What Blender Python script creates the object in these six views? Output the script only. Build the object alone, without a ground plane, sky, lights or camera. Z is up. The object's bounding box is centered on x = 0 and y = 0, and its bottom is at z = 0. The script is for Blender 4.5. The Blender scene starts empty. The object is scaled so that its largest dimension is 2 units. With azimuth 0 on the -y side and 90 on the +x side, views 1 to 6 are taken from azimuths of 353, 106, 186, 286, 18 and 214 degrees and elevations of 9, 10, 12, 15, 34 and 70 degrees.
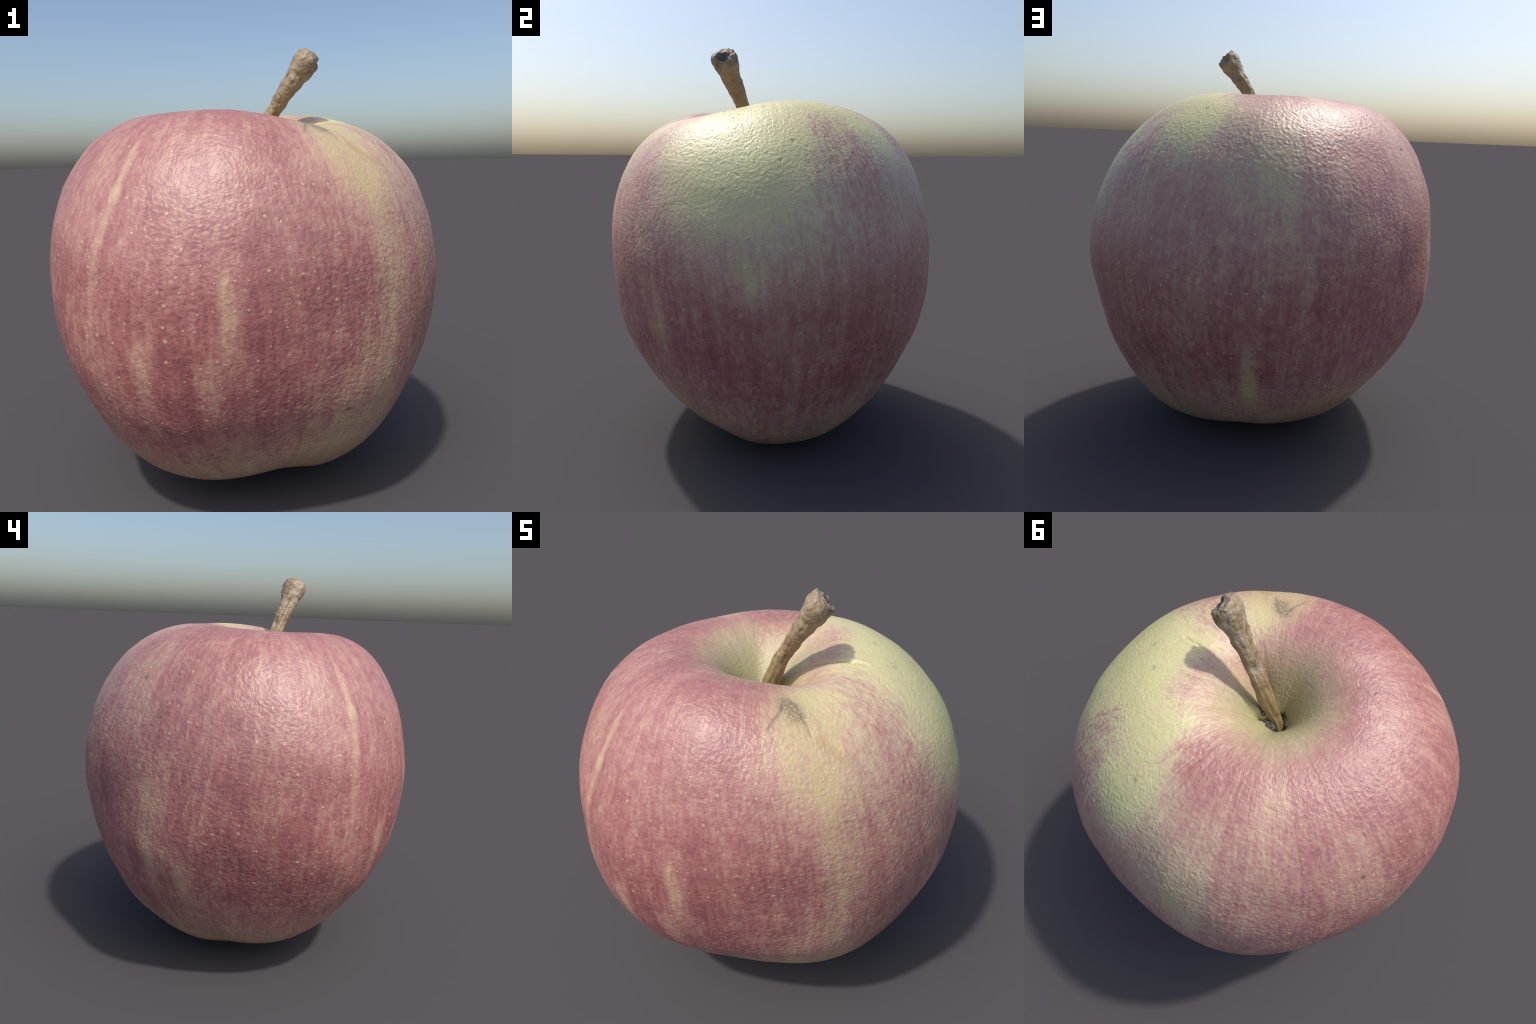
"""A ripe bicoloured apple: lofted fruit body with a deep stem cavity, a woody
flared stem, the dark crust round the stem's foot and dried sepals in the basin
underneath.  Everything is computed; metres, z up."""
import bpy
import math
import numpy as np

rng = np.random.default_rng(11)


# ------------------------------------------------------------------ noise
def perlin(p, seed=0):
    """Gradient noise, vectorised, about -1..1."""
    i = np.floor(p).astype(np.int64)
    f = p - i
    u = f * f * f * (f * (f * 6 - 15) + 10)
    total = np.zeros(len(p))
    for dx in (0, 1):
        for dy in (0, 1):
            for dz in (0, 1):
                h = (i[:, 0] + dx) * 73856093 ^ (i[:, 1] + dy) * 19349663 ^ (i[:, 2] + dz) * 83492791 ^ (seed * 2654435761)
                h = (h ^ (h >> 13)) * 1274126177 & 0x7FFFFFFF
                h ^= h >> 16
                a = (h % 1024) / 1024 * math.tau
                c = ((h >> 10) % 1024) / 512 - 1
                s = np.sqrt(1 - c * c)
                g = s * np.cos(a) * (f[:, 0] - dx) + s * np.sin(a) * (f[:, 1] - dy) + c * (f[:, 2] - dz)
                w = (u[:, 0] if dx else 1 - u[:, 0]) * (u[:, 1] if dy else 1 - u[:, 1]) * (u[:, 2] if dz else 1 - u[:, 2])
                total += w * g
    return total * 1.5


def smooth(e0, e1, x):
    t = np.clip((x - e0) / (e1 - e0), 0, 1)
    return t * t * (3 - 2 * t)


# ------------------------------------------------------------------ fruit shape
# The skin is a loft through rings from the floor of the stem cavity, over the
# shoulders and down the flanks to the basin underneath.  Each ring has a centre,
# a mean radius and height, and lobes of the radius (2..5 per turn) and waves of
# the height (1..4 per turn), given as cosine, sine pairs.
def ring(centre, radius, height, lobes, waves):
    return (*centre, radius, *lobes, height, *waves)


RINGS = [
    ring((-.004, -.066), 0.027, 1.423, lobes=(.011, -.008, -.002, -.005, -.010, -.006, -.006, -.002), waves=(.065, .058, .009, -.004, .023, .004, .000, .011)),  # cavity floor
    ring((.008, -.066), 0.071, 1.490, lobes=(.011, -.007, .003, -.007, -.009, -.002, -.007, -.002), waves=(.041, .062, .007, .000, .019, .005, -.001, .008)),  # cavity floor edge
    ring((.021, -.062), 0.147, 1.613, lobes=(.011, -.006, .008, -.009, -.008, .001, -.007, -.002), waves=(.018, .061, .006, .005, .014, .006, -.001, .005)),  # cavity wall
    ring((.033, -.046), 0.235, 1.703, lobes=(.010, -.006, .014, -.010, -.007, .005, -.008, -.002), waves=(-.001, .047, .004, .010, .009, .006, .000, .002)),  # cavity lip
    ring((.038, -.022), 0.363, 1.732, lobes=(.011, -.006, .019, -.011, -.006, .009, -.007, -.002), waves=(-.016, .029, .001, .015, .003, .006, .000, -.002)),  # shoulder crest, inner
    ring((.036, .000), 0.510, 1.698, lobes=(.013, -.006, .024, -.011, -.006, .012, -.006, -.002), waves=(-.036, .005, -.004, .020, -.005, .006, .001, -.007)),  # shoulder crest
    ring((.030, .019), 0.658, 1.616, lobes=(.016, -.005, .028, -.010, -.006, .015, -.005, -.002), waves=(-.064, -.029, -.008, .024, -.013, .006, .001, -.013)),  # shoulder, outer
    ring((.018, .026), 0.803, 1.428, lobes=(.020, .009, .023, -.004, -.007, .015, -.003, -.003), waves=(-.075, -.079, -.005, .026, -.034, .005, .000, -.019)),  # upper flank
    ring((.008, .013), 0.885, 1.141, lobes=(.018, .021, .017, .001, -.008, .010, -.003, -.002), waves=(-.100, -.110, .000, .018, -.061, .001, -.004, -.026)),  # widest girth, upper
    ring((-.008, -.004), 0.885, 0.931, lobes=(.007, .032, .005, -.004, -.006, -.001, -.008, -.002), waves=(-.154, -.110, .010, .021, -.088, -.008, -.018, -.029)),  # widest girth, lower
    ring((-.053, -.017), 0.844, 0.654, lobes=(.004, .034, -.022, -.005, -.017, -.008, -.009, .004), waves=(-.161, -.071, .011, .016, -.102, -.026, -.034, -.027)),  # belly
    ring((-.070, -.022), 0.779, 0.485, lobes=(.020, .027, -.031, -.008, -.031, -.016, -.001, .013), waves=(-.129, -.061, .014, .004, -.094, -.034, -.049, -.027)),  # lower flank
    ring((-.037, .029), 0.656, 0.252, lobes=(.030, .022, -.034, -.024, -.026, -.007, -.002, .011), waves=(-.043, .000, -.011, .004, -.057, -.023, -.021, -.015)),  # foot
    ring((-.032, .070), 0.379, 0.029, lobes=(.004, .032, -.021, -.038, -.017, -.001, -.004, .005), waves=(-.035, -.004, -.024, .006, -.017, -.008, .010, .008)),  # basin rim
    ring((.025, .041), 0.048, 0.090, lobes=(.003, .010, -.003, -.020, -.004, -.001, .000, -.001), waves=(-.010, -.011, -.030, .004, .006, .000, .021, .016)),  # basin floor
]


def ring_weights(count, t):
    """Uniform cubic B-spline weights of the rings at the places t (0..1)."""
    x = t * (count - 1)
    i = np.minimum(np.floor(x).astype(int), count - 2)
    f = x - i
    w = np.stack([(1 - f) ** 3, 3 * f**3 - 6 * f**2 + 4, -3 * f**3 + 3 * f**2 + 3 * f + 1, f**3], 1) / 6
    full = np.zeros((len(t), count + 2))
    for j in range(4):
        full[np.arange(len(t)), i + j] += w[:, j]
    inner = full[:, 1:-1].copy()
    inner[:, 0] += 2 * full[:, 0]
    inner[:, 1] -= full[:, 0]
    inner[:, -1] += 2 * full[:, -1]
    inner[:, -2] -= full[:, -1]
    return inner


def skin_points(t, turn):
    """Grid of points on the smooth skin, len(t) x len(turn) x 3."""
    c = ring_weights(len(RINGS), t) @ np.array(RINGS)
    radius = np.repeat(c[:, 2:3], len(turn), 1)
    height = np.repeat(c[:, 11:12], len(turn), 1)
    for m in range(2, 6):
        j = 3 + 2 * (m - 2)
        radius = radius + c[:, j : j + 1] * np.cos(m * turn) + c[:, j + 1 : j + 2] * np.sin(m * turn)
    for m in range(1, 5):
        j = 12 + 2 * (m - 1)
        height = height + c[:, j : j + 1] * np.cos(m * turn) + c[:, j + 1 : j + 2] * np.sin(m * turn)
    return np.stack([c[:, 0:1] + radius * np.cos(turn), c[:, 1:2] + radius * np.sin(turn), height], -1)


def grid_normals(v):
    a = np.roll(v, -1, 1) - np.roll(v, 1, 1)
    b = np.gradient(v, axis=0)
    n = np.cross(b, a)
    return n / (np.linalg.norm(n, axis=-1, keepdims=True) + 1e-12)


def loft_mesh(name, v, cap_start=True, cap_end=True):
    """Mesh from a grid of rings, closed round the turn, with fan caps."""
    rows, cols = v.shape[:2]
    k = np.arange(rows * cols).reshape(rows, cols)
    a, b = k[:-1], k[1:]
    quads = np.stack([a, b, np.roll(b, -1, 1), np.roll(a, -1, 1)], -1).reshape(-1, 4)
    pts = v.reshape(-1, 3)
    tris = []
    if cap_start:
        pts = np.vstack([pts, v[0].mean(0)])
        tris.append(np.stack([np.full(cols, len(pts) - 1), k[0], np.roll(k[0], -1)], 1))
    if cap_end:
        pts = np.vstack([pts, v[-1].mean(0)])
        tris.append(np.stack([np.full(cols, len(pts) - 1), np.roll(k[-1], -1), k[-1]], 1))
    tris = np.vstack(tris) if tris else np.zeros((0, 3), int)
    me = bpy.data.meshes.new(name)
    me.vertices.add(len(pts))
    me.vertices.foreach_set("co", pts.astype(np.float32).ravel())
    loops = np.concatenate([quads.ravel(), tris.ravel()]).astype(np.int32)
    starts = np.concatenate([np.arange(len(quads)) * 4, len(quads) * 4 + np.arange(len(tris)) * 3]).astype(np.int32)
    me.loops.add(len(loops))
    me.loops.foreach_set("vertex_index", loops)
    me.polygons.add(len(starts))
    me.polygons.foreach_set("loop_start", starts)
    me.polygons.foreach_set("use_smooth", np.ones(len(starts), bool))
    me.update(calc_edges=True)
    me.validate()
    return me


def join_meshes(name, parts):
    """One mesh from several (points, faces) pairs."""
    pts, faces, off = [], [], 0
    for p, f in parts:
        pts.append(p)
        faces += [[i + off for i in face] for face in f]
        off += len(p)
    me = bpy.data.meshes.new(name)
    me.from_pydata(np.vstack(pts).tolist(), [], faces)
    me.polygons.foreach_set("use_smooth", np.ones(len(me.polygons), bool))
    me.update()
    return me


def segment_distance(p, a, b):
    a, b = np.array(a), np.array(b)
    s = np.clip(((p - a) @ (b - a)) / ((b - a) @ (b - a)), 0, 1)
    return np.linalg.norm(p - a - s[:, None] * (b - a), axis=1), s


def direction(turn, lift, r=1.0):
    t, l = math.radians(turn), math.radians(lift)
    return np.array([math.cos(l) * math.cos(t), math.cos(l) * math.sin(t), math.sin(l)]) * r


# marks on the skin, placed in metres (snapped to the skin when used)
CRACK = [(0.205, -0.070, 1.640), (0.301, -0.085, 1.683), (0.379, -0.088, 1.691), (0.444, -0.089, 1.686)]
SCAR = [(0.190, -0.445, 1.660), (0.215, -0.452, 1.655), (0.240, -0.485, 1.638)]
SCAR_LEGS = [((0.186, -0.470, 1.657), (0.164, -0.577, 1.624)), ((0.255, -0.470, 1.637), (0.311, -0.536, 1.592))]
RUSSET = [(0.349, -0.535, 1.576), (0.400, -0.555, 1.535), (0.455, -0.550, 1.500)]
SCRATCHES = [((-0.842, -0.374, 1.064), (-0.800, -0.455, 1.166)), ((-0.059, 0.199, 1.705), (-0.010, 0.156, 1.677))]
PITS = [(-0.682, 0.280, 1.513), (0.294, -0.697, 0.561)]
FAINT_PITS = [(0.221, 0.503, 1.660), (-0.817, 0.153, 1.360), (0.453, 0.104, 1.706), (0.555, -0.010, 1.653), (0.638, 0.282, 1.547)]
SHALLOW_PITS = [(19, 39), (-1, 39), (2, 31), (12, 30), (28, 43), (6, 35), (24, 54), (2, 50), (30, 33), (26, 62)]
SKIN_CENTRE = np.array([0, 0, 0.85])


# Broad swellings and flats on the skin: turn, lift, half width (degrees), height (m)
SWELLS = [
    (-134, 44, 14, -0.018), (-114, 47, 10, -0.008), (-130, 24, 12, 0.004), (125, 42, 14, -0.011),
    (-138, 3, 17, 0.019), (-45, 24, 10, -0.006), (42, 13, 17, 0.014), (45, -48, 14, 0.013), (18, -22, 12, 0.008),
    (164, -3, 17, 0.009), (167, -29, 15, -0.008), (172, -57, 12, 0.022), (145, -2, 12, 0.008), (30, -9, 10, -0.009), (-104, -50, 11, 0.011), (158, -38, 14, -0.014), (120, -48, 12, -0.010), (-175, -45, 11, -0.009),
    (-95, -27, 17, -0.014),
]


def swelling(p):
    d = p - np.array([0, 0, 0.85])
    d = d / np.linalg.norm(d, axis=1)[:, None]
    out = np.zeros(len(p))
    for turn, lift, width, height in SWELLS:
        away = np.degrees(np.arccos(np.clip(d @ direction(turn, lift), -1, 1)))
        out += height * np.exp(-((away / width) ** 2))
    hollow = np.hypot(p[:, 0] + 0.03, p[:, 1] + 0.08)
    return out + 0.014 * np.exp(-((hollow / 0.12) ** 2)) * (p[:, 2] > 1.3)


TABLE = skin_points(np.linspace(0.02, 0.98, 400), np.arange(600) * math.tau / 600).reshape(-1, 3)
TABLE += swelling(TABLE)[:, None] * (TABLE - SKIN_CENTRE) / np.linalg.norm(TABLE - SKIN_CENTRE, axis=1)[:, None]


def snap(p):
    return TABLE[np.argmin(((TABLE - np.array(p)) ** 2).sum(1))]


CRACK, SCAR, RUSSET, PITS, FAINT_PITS = ([snap(q) for q in group] for group in (CRACK, SCAR, RUSSET, PITS, FAINT_PITS))
SCAR_LEGS, SCRATCHES = ([(snap(a), snap(b)) for a, b in group] for group in (SCAR_LEGS, SCRATCHES))


def build_fruit_mesh():
    rows, cols = 640, 1100
    # rings bunched a little where the cavity turns
    t = np.linspace(0.004, 0.996, rows)
    turn = np.arange(cols) * math.tau / cols
    v = skin_points(t, turn)
    n = grid_normals(v)
    p = v.reshape(-1, 3)
    nn = n.reshape(-1, 3)
    p = p + nn * swelling(p)[:, None]
    # pebbled skin: knobbly grain, coarser on the shoulder at the back
    d = p - SKIN_CENTRE
    lift = np.arctan2(d[:, 2], np.hypot(d[:, 0], d[:, 1]))
    patch = 0.65 + 0.5 * perlin(p * 2.3, 5)
    back = np.exp(-(((np.arctan2(p[:, 1], p[:, 0]) - 1.9) / 0.9) ** 2) - ((lift - 0.6) / 0.45) ** 2)
    strength = np.clip(0.35 + patch + 0.6 * back, 0.6, 1.7) * (1 - 0.6 * smooth(0.95, 1.25, lift))
    cheek = np.exp(-(((np.arctan2(p[:, 1], p[:, 0]) - 0.25) / 0.7) ** 2) - ((lift - 0.75) / 0.4) ** 2)
    strength = strength * (1 - cheek * np.clip(0.62 + 0.7 * perlin(p * 4.5, 6), 0.25, 0.9))
    warped = p + 0.006 * np.stack([perlin(p * 26, 21), perlin(p * 22, 22), perlin(p * 22, 23)], 1)
    bump = 0.0011 * perlin(warped * 66, 1) + 0.0007 * perlin(warped * 105, 2)
    bump = bump * strength + 0.004 * perlin(p * 6, 3) * (1 - smooth(0.9, 1.2, lift))
    # fine furrows running out of the cavity
    c = p - np.array([-0.03, -0.08, 0])
    turn_c = np.arctan2(c[:, 1], c[:, 0])
    spoke = np.stack([np.cos(turn_c) * 14, np.sin(turn_c) * 14, lift * 2.0], 1)
    bump += 0.0009 * perlin(spoke, 8) * smooth(0.8, 1.15, lift) * (1 - smooth(1.35, 1.5, lift))
    # a healed crack beside the stem, dark pits, shallow dents
    for a, b in zip(CRACK[:-1], CRACK[1:]):
        dist, s = segment_distance(p, a, b)
        bump -= 0.005 * np.exp(-((dist / 0.009) ** 2))
        side, s = segment_distance(p, np.array(a) + (0, 0.02, 0), np.array(b) + (0, 0.014, 0))
        bump += 0.0032 * np.exp(-((side / 0.010) ** 2))
    for a, b in SCAR_LEGS:
        bump -= 0.003 * np.exp(-((segment_distance(p, a, b)[0] / 0.007) ** 2))
    for q in PITS:
        bump -= 0.004 * np.exp(-(np.linalg.norm(p - q, axis=1) / 0.010) ** 2)
    for q in FAINT_PITS:
        bump -= 0.0025 * np.exp(-(np.linalg.norm(p - q, axis=1) / 0.010) ** 2)
    unit = d / np.linalg.norm(d, axis=1)[:, None]
    for turn0, lift0 in SHALLOW_PITS:
        away = np.arccos(np.clip(unit @ direction(turn0, lift0), -1, 1))
        bump -= 0.003 * np.exp(-((away / 0.008) ** 2)) - 0.0008 * np.exp(-((away / 0.02) ** 2))
    p = p + nn * bump[:, None]
    p[:, 2] -= p[:, 2].min()
    return loft_mesh("fruit_body", p.reshape(rows, cols, 3))


# ------------------------------------------------------------------ stem
STEM_AXIS = [(-0.032, -0.074, 1.330), (-0.030, -0.078, 1.400), (-0.010, -0.083, 1.480), (0.016, -0.090, 1.540), (0.042, -0.097, 1.600),
             (0.087, -0.110, 1.700), (0.151, -0.132, 1.800), (0.212, -0.152, 1.882), (0.250, -0.160, 1.936), (0.270, -0.165, 1.966)]
STEM_RADIUS = [0.040, 0.036, 0.034, 0.035, 0.038, 0.034, 0.037, 0.047, 0.060, 0.057]


def spline(points, s):
    """Catmull-Rom through points, by arc length share s (0..1)."""
    q = np.array(points, float)
    q = np.vstack([2 * q[0] - q[1], q, 2 * q[-1] - q[-2]])
    seg = np.linalg.norm(np.diff(q[1:-1, :3], axis=0), axis=1)
    knots = np.concatenate([[0], np.cumsum(seg)]) / seg.sum()
    i = np.clip(np.searchsorted(knots, s, side="right") - 1, 0, len(seg) - 1)
    f = ((s - knots[i]) / (knots[i + 1] - knots[i]))[:, None]
    a, b, c, e = q[i], q[i + 1], q[i + 2], q[i + 3]
    return 0.5 * (2 * b + (c - a) * f + (2 * a - 5 * b + 4 * c - e) * f**2 + (3 * b - a - 3 * c + e) * f**3)


# the broken end: a slanting face, hollow in the middle
END_SCAR = np.array([0.293, -0.156, 1.952])
END_NORMAL = np.array([0.69, 0.14, 0.71])

# knobs and flakes on the stem: place, reach, height
STEM_KNOBS = [((0.088, -0.104, 1.768), 0.019, 0.022), ((0.070, -0.098, 1.745), 0.020, 0.010), ((0.300, -0.118, 1.905), 0.014, 0.010),
              ((0.120, -0.105, 1.715), 0.020, 0.007), ((0.115, -0.190, 1.840), 0.016, 0.008), ((0.165, -0.160, 1.885), 0.016, 0.006),
              ((0.232, -0.092, 1.862), 0.014, 0.010), ((0.318, -0.190, 1.930), 0.018, 0.012), ((0.200, -0.215, 1.900), 0.025, 0.006)]


def build_stem_mesh():
    rows, cols = 330, 140
    s = np.linspace(0, 1, rows)
    axis = spline([(*a, r) for a, r in zip(STEM_AXIS, STEM_RADIUS)], s)
    centre, radius = axis[:, :3], axis[:, 3]
    tangent = np.gradient(centre, axis=0)
    tangent /= np.linalg.norm(tangent, axis=1)[:, None]
    side = np.cross(tangent, [0.3, 1.0, 0.1])
    side /= np.linalg.norm(side, axis=1)[:, None]
    other = np.cross(tangent, side)
    a = np.arange(cols) * math.tau / cols
    # the shaft, then a rounded end
    shape = 1 + 0.06 * np.cos(2 * a[None] + 0.6 + 2 * s[:, None]) + 0.04 * np.cos(3 * a[None] - 5 * s[:, None])
    v = centre[:, None] + (radius[:, None] * shape)[..., None] * (np.cos(a)[None, :, None] * side[:, None] + np.sin(a)[None, :, None] * other[:, None])
    face = []
    tip, axis_dir = centre[-1], tangent[-1]
    for f in np.linspace(0.97, 0.02, 34):
        rim = v[-1] - tip
        face.append(tip + rim * f + axis_dir * 0.026 * math.sqrt(1 - f * f))
    v = np.concatenate([v, np.array(face)])
    n = grid_normals(v)
    p, nn = v.reshape(-1, 3), n.reshape(-1, 3)
    along = np.concatenate([s, np.ones(34)]).repeat(cols)
    ang = np.tile(a, rows + 34)
    grain = np.stack([np.cos(ang) * 2.6, np.sin(ang) * 2.6, along * 9], 1)
    rough = smooth(0.42, 0.62, along)
    lumps = 0.0038 * perlin(p * 24, 31) * (0.4 + 0.6 * rough) + 0.0019 * perlin(p * 52, 32) * (0.2 + rough) + 0.0011 * perlin(p * 105, 33) * (0.2 + rough)
    lumps += 0.0036 * perlin(grain, 34) + 0.003 * smooth(0.72, 0.9, along) * perlin(p * 34, 38)
    for place, reach, height in STEM_KNOBS:
        lumps += height * np.exp(-(np.linalg.norm(p - place, axis=1) / reach) ** 2)
    p = p + nn * lumps[:, None]
    # break the end off along the slanting face, then hollow it and crimp its rim
    normal = END_NORMAL / np.linalg.norm(END_NORMAL)
    above = (p - END_SCAR) @ normal
    over = np.where(above > 0, above, 0) * 0.88
    p = p - over[:, None] * normal
    away = p - END_SCAR - ((p - END_SCAR) @ normal)[:, None] * normal
    reach = np.linalg.norm(away, axis=1)
    on_face = smooth(-0.012, 0.004, above)
    jag = 0.007 * perlin(p * 38, 36) + 0.004 * perlin(p * 85, 37)
    dip = -0.024 * np.exp(-((reach / 0.024) ** 2)) + 0.005 * np.exp(-(((reach - 0.044) / 0.012) ** 2)) + jag
    p = p + (on_face * dip)[:, None] * normal
    return loft_mesh("stem", p.reshape(rows + 34, cols, 3))


def lump(centre, size, seed, stretch=(1, 1, 1), turns=18, rows=12):
    """A knobbly pebble as (points, faces)."""
    u = np.linspace(0, math.pi, rows)[1:-1]
    a = np.arange(turns) * math.tau / turns
    q = np.stack([np.sin(u)[:, None] * np.cos(a), np.sin(u)[:, None] * np.sin(a), np.cos(u)[:, None] * np.ones(turns)], -1).reshape(-1, 3)
    q = np.vstack([q, [0, 0, 1], [0, 0, -1]])
    q = q * (1 + 0.45 * perlin(q * 1.7 + seed * 3.1, 41))[:, None] * np.array(stretch) * size + centre
    k = np.arange((rows - 2) * turns).reshape(rows - 2, turns)
    faces = np.stack([k[:-1], k[1:], np.roll(k[1:], -1, 1), np.roll(k[:-1], -1, 1)], -1).reshape(-1, 4).tolist()
    top, bottom = len(q) - 2, len(q) - 1
    faces += [[top, k[0, i], k[0, (i + 1) % turns]] for i in range(turns)]
    faces += [[bottom, k[-1, (i + 1) % turns], k[-1, i]] for i in range(turns)]
    return q, faces


def build_crust_mesh():
    """Dark dried scraps packed round the foot of the stem."""
    parts = []
    for i in range(90):
        a = i * 2.399 + rng.uniform(-0.2, 0.2)
        r = rng.uniform(0.034, 0.060)
        x, y = -0.012 + r * math.cos(a), -0.082 + r * math.sin(a)
        floor = TABLE[TABLE[:, 2] > 1.3]
        z = floor[np.argmin((floor[:, 0] - x) ** 2 + (floor[:, 1] - y) ** 2), 2] + rng.uniform(-0.002, 0.006)
        parts.append(lump(np.array([x, y, z]), rng.uniform(0.007, 0.013), i, rng.uniform(0.5, 1.6, 3)))
    return join_meshes("stem_crust", parts)


def build_sepal_mesh():
    """A dried sepal: a thick curled tongue, pointing along +x from its root."""
    rows, cols = 16, 14
    s = np.linspace(0, 1, rows)
    width = 0.030 * np.sqrt(np.clip(1 - s, 0, 1)) * (0.7 + 0.6 * s * (1 - s)) + 0.0015
    a = np.arange(cols) * math.tau / cols
    x = 0.085 * s
    z = -0.020 * s + 0.050 * s**2
    v = np.stack([np.repeat(x[:, None], cols, 1), width[:, None] * np.cos(a), z[:, None] + 0.005 * np.sin(a) * np.ones((rows, 1)) + 0.012 * (np.cos(a) ** 2) * (1 - s[:, None])], -1)
    p = v.reshape(-1, 3)
    p = p + 0.003 * np.stack([perlin(p * 60, 51), perlin(p * 60, 52), perlin(p * 60, 53)], 1)
    return loft_mesh("sepal", p.reshape(rows, cols, 3))


# ------------------------------------------------------------------ node helpers
class Sock:
    """A shader socket that can be combined with + - * / into Math nodes."""

    def __init__(self, tree, out):
        self.tree, self.out = tree, out

    def math(self, op, *others, clamp=False):
        n = self.tree.nodes.new("ShaderNodeMath")
        n.operation, n.use_clamp = op, clamp
        for i, o in enumerate((self, *others)):
            if isinstance(o, Sock):
                self.tree.links.new(o.out, n.inputs[i])
            else:
                n.inputs[i].default_value = o
        return Sock(self.tree, n.outputs[0])

    def __add__(self, o): return self.math("ADD", o)
    def __sub__(self, o): return self.math("SUBTRACT", o)
    def __mul__(self, o): return self.math("MULTIPLY", o)
    def __truediv__(self, o): return self.math("DIVIDE", o)
    __radd__, __rmul__ = __add__, __mul__
    def __rsub__(self, o): return (self * -1.0) + o
    def clamp(self): return self.math("ADD", 0.0, clamp=True)
    def exp(self): return self.math("EXPONENT")

    def ramp01(self, lo, hi, curve="SMOOTHSTEP"):
        n = self.tree.nodes.new("ShaderNodeMapRange")
        n.interpolation_type = curve
        self.tree.links.new(self.out, n.inputs["Value"])
        n.inputs["From Min"].default_value, n.inputs["From Max"].default_value = lo, hi
        return Sock(self.tree, n.outputs["Result"])


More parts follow.
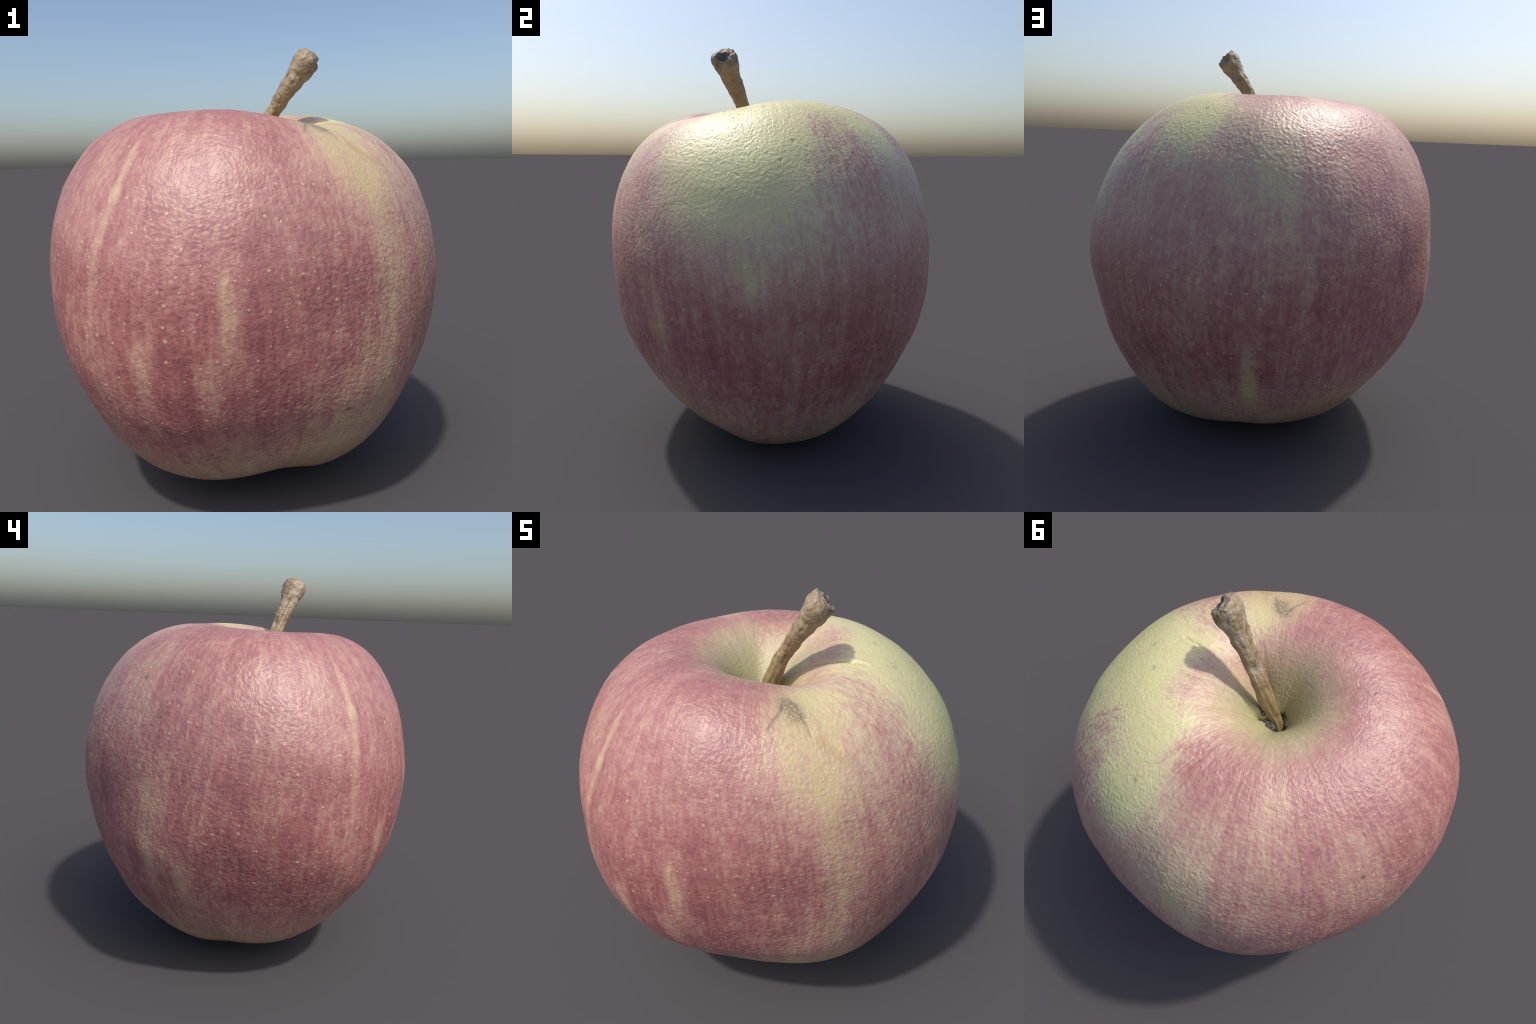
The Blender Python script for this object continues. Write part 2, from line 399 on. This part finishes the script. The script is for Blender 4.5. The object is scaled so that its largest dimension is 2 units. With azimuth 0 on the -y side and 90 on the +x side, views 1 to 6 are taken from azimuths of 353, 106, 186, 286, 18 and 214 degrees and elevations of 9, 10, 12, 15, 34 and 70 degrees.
class Nodes:
    def __init__(self, name):
        self.mat = bpy.data.materials.new(name)
        self.mat.use_nodes = True
        self.tree = self.mat.node_tree
        self.shader = self.tree.nodes["Principled BSDF"]
        tc = self.tree.nodes.new("ShaderNodeTexCoord")
        self.position = Sock(self.tree, tc.outputs["Object"])
        sep = self.tree.nodes.new("ShaderNodeSeparateXYZ")
        self.tree.links.new(tc.outputs["Object"], sep.inputs[0])
        self.x, self.y, self.z = (Sock(self.tree, o) for o in sep.outputs)

    def vector(self, x, y, z):
        n = self.tree.nodes.new("ShaderNodeCombineXYZ")
        for i, o in enumerate((x, y, z)):
            if isinstance(o, Sock):
                self.tree.links.new(o.out, n.inputs[i])
            else:
                n.inputs[i].default_value = o
        return Sock(self.tree, n.outputs[0])

    def vmath(self, op, a, b, out=0):
        n = self.tree.nodes.new("ShaderNodeVectorMath")
        n.operation = op
        for i, o in enumerate((a, b)):
            if isinstance(o, Sock):
                self.tree.links.new(o.out, n.inputs[i])
            else:
                n.inputs[i].default_value = o
        return Sock(self.tree, n.outputs[out])

    def noise(self, vec, scale, detail=2.0, rough=0.5, distortion=0.0):
        n = self.tree.nodes.new("ShaderNodeTexNoise")
        self.tree.links.new(vec.out, n.inputs["Vector"])
        n.inputs["Scale"].default_value, n.inputs["Detail"].default_value = scale, detail
        n.inputs["Roughness"].default_value, n.inputs["Distortion"].default_value = rough, distortion
        return Sock(self.tree, n.outputs[0])

    def voronoi(self, vec, scale, randomness=1.0):
        n = self.tree.nodes.new("ShaderNodeTexVoronoi")
        self.tree.links.new(vec.out, n.inputs["Vector"])
        n.voronoi_dimensions = "2D"
        n.inputs["Scale"].default_value, n.inputs["Randomness"].default_value = scale, randomness
        sep = self.tree.nodes.new("ShaderNodeSeparateXYZ")
        self.tree.links.new(n.outputs["Color"], sep.inputs[0])
        return Sock(self.tree, n.outputs["Distance"]), Sock(self.tree, sep.outputs[0]), Sock(self.tree, sep.outputs[1])

    def ramp(self, fac, stops, soft=False):
        n = self.tree.nodes.new("ShaderNodeValToRGB")
        self.tree.links.new(fac.out, n.inputs[0])
        e = n.color_ramp.elements
        while len(e) < len(stops):
            e.new(0.5)
        n.color_ramp.interpolation = "B_SPLINE" if soft else "LINEAR"
        for k, (pos, col) in zip(e, stops):
            k.position, k.color = pos, (*col, 1)
        return Sock(self.tree, n.outputs[0])

    def mix(self, fac, a, b):
        n = self.tree.nodes.new("ShaderNodeMix")
        n.data_type = "RGBA"
        for i, o in ((0, fac), (6, a), (7, b)):
            if isinstance(o, Sock):
                self.tree.links.new(o.out, n.inputs[i])
            else:
                n.inputs[i].default_value = o if i == 0 else (*o, 1)
        return Sock(self.tree, n.outputs[2])

    def near_segment(self, a, b, width):
        """1 on the line from a to b, falling off to 0 over the width."""
        a, b = np.array(a, float), np.array(b, float)
        ab = b - a
        rel = self.vmath("SUBTRACT", self.position, tuple(a))
        s = (self.vmath("DOT_PRODUCT", rel, tuple(ab), 1) / float(ab @ ab)).clamp()
        n = self.tree.nodes.new("ShaderNodeVectorMath")
        n.operation = "SCALE"
        n.inputs[0].default_value = tuple(ab)
        self.tree.links.new(s.out, n.inputs["Scale"])
        dist = self.vmath("DISTANCE", rel, Sock(self.tree, n.outputs[0]), 1)
        return (dist * dist * (-1.0 / width**2)).exp()

    def near_point(self, a, width):
        dist = self.vmath("DISTANCE", self.position, tuple(a), 1)
        return (dist * dist * (-1.0 / width**2)).exp()

    def finish(self, colour, rough, height=None, strength=1.0, distance=0.01):
        for sock, name in ((colour, "Base Color"), (rough, "Roughness")):
            if isinstance(sock, Sock):
                self.tree.links.new(sock.out, self.shader.inputs[name])
            else:
                self.shader.inputs[name].default_value = sock
        if height is not None:
            n = self.tree.nodes.new("ShaderNodeBump")
            n.inputs["Strength"].default_value, n.inputs["Distance"].default_value = strength, distance
            self.tree.links.new(height.out, n.inputs["Height"])
            self.tree.links.new(n.outputs[0], self.shader.inputs["Normal"])
        return self.mat


# ------------------------------------------------------------------ skin material
# Where the blush is missing (amount < 0: yellow ground colour shows) or thicker
# (amount > 0): turn and lift of the middle in degrees, half widths, amount.
BLUSH = [
    (10, 36, 22, 17, -0.52),    # the big yellow cheek
    (10, 38, 42, 28, -0.22),
    (22, 56, 34, 14, -0.38),    # its upper part, over the shoulder
    (55, 60, 20, 10, -0.42),
    (68, 48, 11, 10, -0.38),
    (12, 7, 3, 6, -0.25),       # tongue hanging below it
    (-60, 54, 13, 10, -0.37),   # pale patch under the scar
    (-58, 40, 14, 8, -0.22),
    (-48, 63, 12, 6, -0.40),
    (-30, 50, 14, 14, -0.24),   # cream between that patch and the cheek
    (-6, 66, 24, 8, -0.25),
    (-56, 18, 4.5, 22, -0.28),  # long pale streak below that patch
    (-44, 20, 8, 24, -0.17),
    (-60, -22, 16, 18, -0.27),
    (-101, 9, 2.2, 10, -0.40),  # separate yellow stripes on the red side
    (-106, -9, 2.0, 9, -0.45),
    (-121, -4, 2.2, 7, -0.32),
    (-133, 38, 1.4, 13, -0.36),
    (-20, -8, 3, 11, -0.35),
    (97, 42, 8, 10, -0.14),
    (96, 26, 9, 14, -0.16),
    (94, -26, 2.2, 9, -0.55),
    (125, 65, 8, 9, -0.24),
    (152, 42, 9, 12, -0.14),
    (167, 11, 5, 10, -0.26),
    (168, -9, 3, 9, -0.30),
    (178, -14, 2.5, 8, -0.35),
    (100, 44, 42, 16, -0.16),    # the back shoulder is thinly blushed
    (92, 22, 40, 20, -0.14),
    (-150, 40, 30, 18, -0.08),
    (-27, 44, 6, 13, 0.12),
    (-110, -5, 7, 20, 0.12),
    (-90, 10, 8, 14, 0.10),
]


# Red flecks and wisps that break up the yellow cheek (only between its mottles).
FLECKS = [
    (38, 50, 6, 5, 0.50),
    (48, 41, 13, 11, 0.30),
    (35, 33, 12, 10, 0.14),
    (80, 68, 18, 7, 0.38),
    (15, 69, 22, 5, 0.24),
    (-12, 58, 12, 9, 0.14),
    (60, 55, 8, 6, 0.30),
    (8, 50, 8, 6, 0.18),
    (-24, 44, 8, 14, 0.24),
]


def skin_material():
    m = Nodes("apple_skin")
    # turn and lift about an axis that leans into the stem cavity
    up = ((m.z - 0.85) / 0.6).clamp()
    x, y = m.x + up * 0.03, m.y + up * 0.08
    flat = (x * x + y * y).math("SQRT")
    lift = (m.z - 0.85).math("ARCTAN2", flat) * (180 / math.pi)
    turn_v = m.vector(x / flat, y / flat, 0.0)
    # broad wobble so that no patch has an even edge
    wob1 = (m.noise(m.position, 3.0, 3.0) - 0.5) * 14
    wob2 = (m.noise(m.vmath("ADD", m.position, (7, 3, 1)), 4.5, 3.0) - 0.5) * 16
    lift_w = lift + wob2
    # fine streaks along the meridians, a middle and a coarse set, and a mottle
    def streaks(a, b, detail, rough=0.55):
        return m.noise(m.vector(x / flat * a, y / flat * a, lift * b), 1.0, detail, rough)
    fine = streaks(52, 0.26, 3.0)
    middle = streaks(20, 0.030, 3.0)
    coarse = streaks(5, 0.02, 2.0)
    mottle = m.noise(m.vmath("MULTIPLY", m.position, (1, 1, 0.6)), 42, 3.0, 0.6)
    cloud = m.noise(m.position, 5.5, 3.0)
    blotch = m.noise(m.position, 17, 2.0)
    cheek = m.vmath("DOT_PRODUCT", m.vmath("SUBTRACT", m.position, tuple(SKIN_CENTRE)), tuple(direction(32, 48)), 1)
    side = (cheek + (cloud - 0.5) * 0.5).ramp01(0.36, 0.82)
    calm = 1.0 - cheek.ramp01(0.35, 0.8) * 0.42
    gaps = (mottle * 0.5 + fine * 0.5).ramp01(0.28, 0.78)
    red = (m.z * 0.0) + 0.80
    for turn0, lift0, wt, wl, amount in BLUSH + FLECKS:
        t0 = math.radians(turn0)
        east = y * math.cos(t0) - x * math.sin(t0)
        north = x * math.cos(t0) + y * math.sin(t0)
        d_turn = (east.math("ARCTAN2", north) * (180 / math.pi) + wob1 * min(1.0, wt / 12)) / wt
        d_lift = ((lift_w if wt > 5 else lift) - lift0) / wl
        patch = ((d_turn * d_turn + d_lift * d_lift) * -0.7).exp() * amount
        red = red + (patch * gaps if (turn0, lift0, wt, wl, amount) in FLECKS else patch)
    # the blush thins out into the cavity and towards the basin underneath
    red = red - lift.ramp01(68, 82) * 0.36 - (lift + wob2 * 0.5).ramp01(-14, -52) * 0.40
    red = red + (((fine - 0.5) * 0.52 + (middle - 0.5) * 0.44) * (1.0 - lift.ramp01(56, 74) * 0.2) + (coarse - 0.5) * 0.35 + (mottle - 0.5) * 0.55 + (blotch - 0.5) * 0.28 + (cloud - 0.5) * 0.30) * calm
    red = red.clamp()
    blushed = m.ramp(red, [
        (0.00, (0.540, 0.430, 0.190)),
        (0.25, (0.550, 0.400, 0.210)),
        (0.45, (0.510, 0.300, 0.205)),
        (0.63, (0.440, 0.202, 0.164)),
        (0.80, (0.360, 0.122, 0.114)),
        (1.00, (0.268, 0.072, 0.072)),
    ])
    # the cheek away from the sun is a cooler lemon green under the blush
    green = m.ramp(red, [
        (0.00, (0.655, 0.620, 0.275)),
        (0.25, (0.645, 0.560, 0.285)),
        (0.45, (0.540, 0.360, 0.250)),
        (0.63, (0.450, 0.210, 0.165)),
        (0.80, (0.370, 0.132, 0.120)),
        (1.00, (0.285, 0.085, 0.080)),
    ], soft=True)
    green = m.mix(blotch.ramp01(0.45, 0.75) * (1.0 - red.ramp01(0.05, 0.35)) * 0.35, green, (0.520, 0.540, 0.170))
    colour = m.mix(side, blushed, green)
    # greener deep in the cavity
    colour = m.mix((lift + wob2 * 0.3 + (middle - 0.5) * 16).ramp01(68, 84) * 0.72, colour, (0.345, 0.375, 0.150))
    # thin pale tint over the whole skin, stronger high up
    colour = m.mix(lift.ramp01(0, 50) * 0.06 + 0.04, colour, (0.62, 0.52, 0.46))
    # lenticels: small pale corky dots
    around = m.vector((y * -1.0).math("ARCTAN2", x * -1.0), lift * (math.pi / 180), 0.0)
    cell, pick, size = m.voronoi(around, 14)
    dots = (1.0 - (cell / (size * size * 0.08 + 0.06)).ramp01(0.25, 1.25)) * pick.ramp01(0.25, 0.7) * (1.0 - lift.ramp01(40, 62) * 0.7)
    colour = m.mix(dots * 0.62, colour, (0.64, 0.50, 0.33))
    # dark marks: the corky scar with its two legs, the crack, pits, a scratch
    def path(points, width):
        out = m.z * 0.0
        for a, b in zip(points[:-1], points[1:]):
            out = out.math("MAXIMUM", m.near_segment(a, b, width))
        return out
    grit = m.noise(m.position, 75, 3.0, 0.6).ramp01(0.36, 0.60)
    scar = (path(SCAR, 0.032) * 1.5).clamp() * (grit * 0.65 + 0.35)
    legs = path(SCAR_LEGS[0], 0.011) + path(SCAR_LEGS[1], 0.009)
    halo = path([*SCAR], 0.075)
    colour = m.mix((halo * 0.35 + path(RUSSET, 0.020) * 0.55).clamp(), colour, (0.430, 0.300, 0.130))
    colour = m.mix((scar * 0.85 + legs * 0.6 * (grit * 0.5 + 0.5)).clamp(), colour, (0.190, 0.150, 0.100))
    colour = m.mix(path(SCRATCHES[0], 0.009) * 0.45, colour, (0.200, 0.100, 0.050))
    colour = m.mix(path(SCRATCHES[1], 0.007) * 0.5, colour, (0.420, 0.300, 0.150))
    line = path(CRACK, 0.006)
    colour = m.mix(line * 0.6, colour, (0.240, 0.160, 0.070))
    pits = m.z * 0.0
    for q in PITS:
        pits = pits.math("MAXIMUM", m.near_point(q, 0.0135))
    for q in FAINT_PITS:
        pits = pits.math("MAXIMUM", m.near_point(q, 0.013) * 0.45)
    colour = m.mix(pits * 0.8, colour, (0.090, 0.085, 0.045))
    height = (fine - 0.5) * 0.3 + m.noise(m.position, 70, 3.0, 0.55) + dots * 0.35
    rough = m.noise(m.position, 20, 2.0) * 0.08 + 0.42
    m.shader.inputs["Specular IOR Level"].default_value = 0.85
    return m.finish(colour, rough, height, 0.6, 0.006)


def stem_material():
    m = Nodes("woody_stem")
    along = m.vector(m.x - m.z * 0.55, m.y + m.z * 0.15, m.z * 0.25)
    fibre = m.noise(along, 60, 4.0, 0.6)
    patch = m.noise(m.position, 22, 3.0, 0.6)
    fleck = m.noise(m.position, 75, 3.0, 0.6)
    tone = (fibre * 0.45 + patch * 0.55 + (fleck - 0.5) * 0.25).ramp01(0.30, 0.72, "LINEAR")
    wood = m.ramp(tone, [(0.0, (0.150, 0.095, 0.050)), (0.35, (0.245, 0.168, 0.082)), (0.65, (0.310, 0.228, 0.118)), (1.0, (0.400, 0.325, 0.205))])
    # greenish lower down, grey weathered skin on the upper half
    wood = m.mix((1.0 - m.z.ramp01(1.42, 1.74)) * patch.ramp01(0.35, 0.6) * 0.6, wood, (0.270, 0.230, 0.070))
    grey = m.z.ramp01(1.72, 1.93) * m.noise(m.position, 35, 3.0).ramp01(0.38, 0.62)
    wood = m.mix(grey * 0.75, wood, (0.360, 0.300, 0.230))
    # the torn end: grey-black
    end = m.near_point((0.302, -0.154, 1.960), 0.050) + (patch - 0.5) * 0.3
    wood = m.mix(end.ramp01(0.35, 0.7) * 0.85, wood, (0.110, 0.095, 0.090))
    # pale corky flake on the knob
    wood = m.mix(m.near_point((0.080, -0.100, 1.772), 0.027) * 0.85, wood, (0.520, 0.460, 0.400))
    return m.finish(wood, 0.5, fibre + fleck * 0.7, 0.6, 0.004)


def crust_material():
    m = Nodes("dark_crust")
    grain = m.noise(m.position, 60, 4.0, 0.65)
    col = m.ramp(grain, [(0.3, (0.018, 0.015, 0.014)), (0.5, (0.055, 0.045, 0.040)), (0.7, (0.200, 0.175, 0.160))])
    return m.finish(col, 0.45, grain, 0.6, 0.004)


def sepal_material():
    m = Nodes("dried_sepal")
    grain = m.noise(m.position, 50, 4.0, 0.6)
    col = m.ramp(grain, [(0.3, (0.050, 0.035, 0.018)), (0.6, (0.140, 0.100, 0.050)), (0.8, (0.230, 0.190, 0.120))])
    return m.finish(col, 0.8, grain, 0.5, 0.004)


# ------------------------------------------------------------------ assembly
def part(name, mesh, material, parent):
    ob = bpy.data.objects.new(name, mesh)
    if not mesh.materials:
        mesh.materials.append(material)
    ob.parent = parent
    bpy.context.scene.collection.objects.link(ob)
    return ob


apple = bpy.data.objects.new("apple", None)
bpy.context.scene.collection.objects.link(apple)
apple["label"] = "red and yellow streaked apple with a woody brown stem"
apple["category"] = "apple"

body = part("fruit_body", build_fruit_mesh(), skin_material(), apple)
stem = part("stem", build_stem_mesh(), stem_material(), apple)
crust = part("stem_crust", build_crust_mesh(), crust_material(), apple)
crust["kind"] = "stuff"
sepal_mesh, sepal_mat = build_sepal_mesh(), sepal_material()
floor_z = skin_points(np.array([0.985]), np.array([0.0]))[0, 0, 2]
for i in range(5):
    a = i * math.tau / 5 + rng.uniform(-0.25, 0.25)
    s = part("sepal", sepal_mesh, sepal_mat, apple)
    s.scale = (0.55 + 0.15 * rng.random(),) * 3
    s.rotation_euler = (0, 0.25 + rng.uniform(-0.2, 0.2), a)
    s.location = (0.012 * math.cos(a), 0.012 * math.sin(a), floor_z - 0.002)
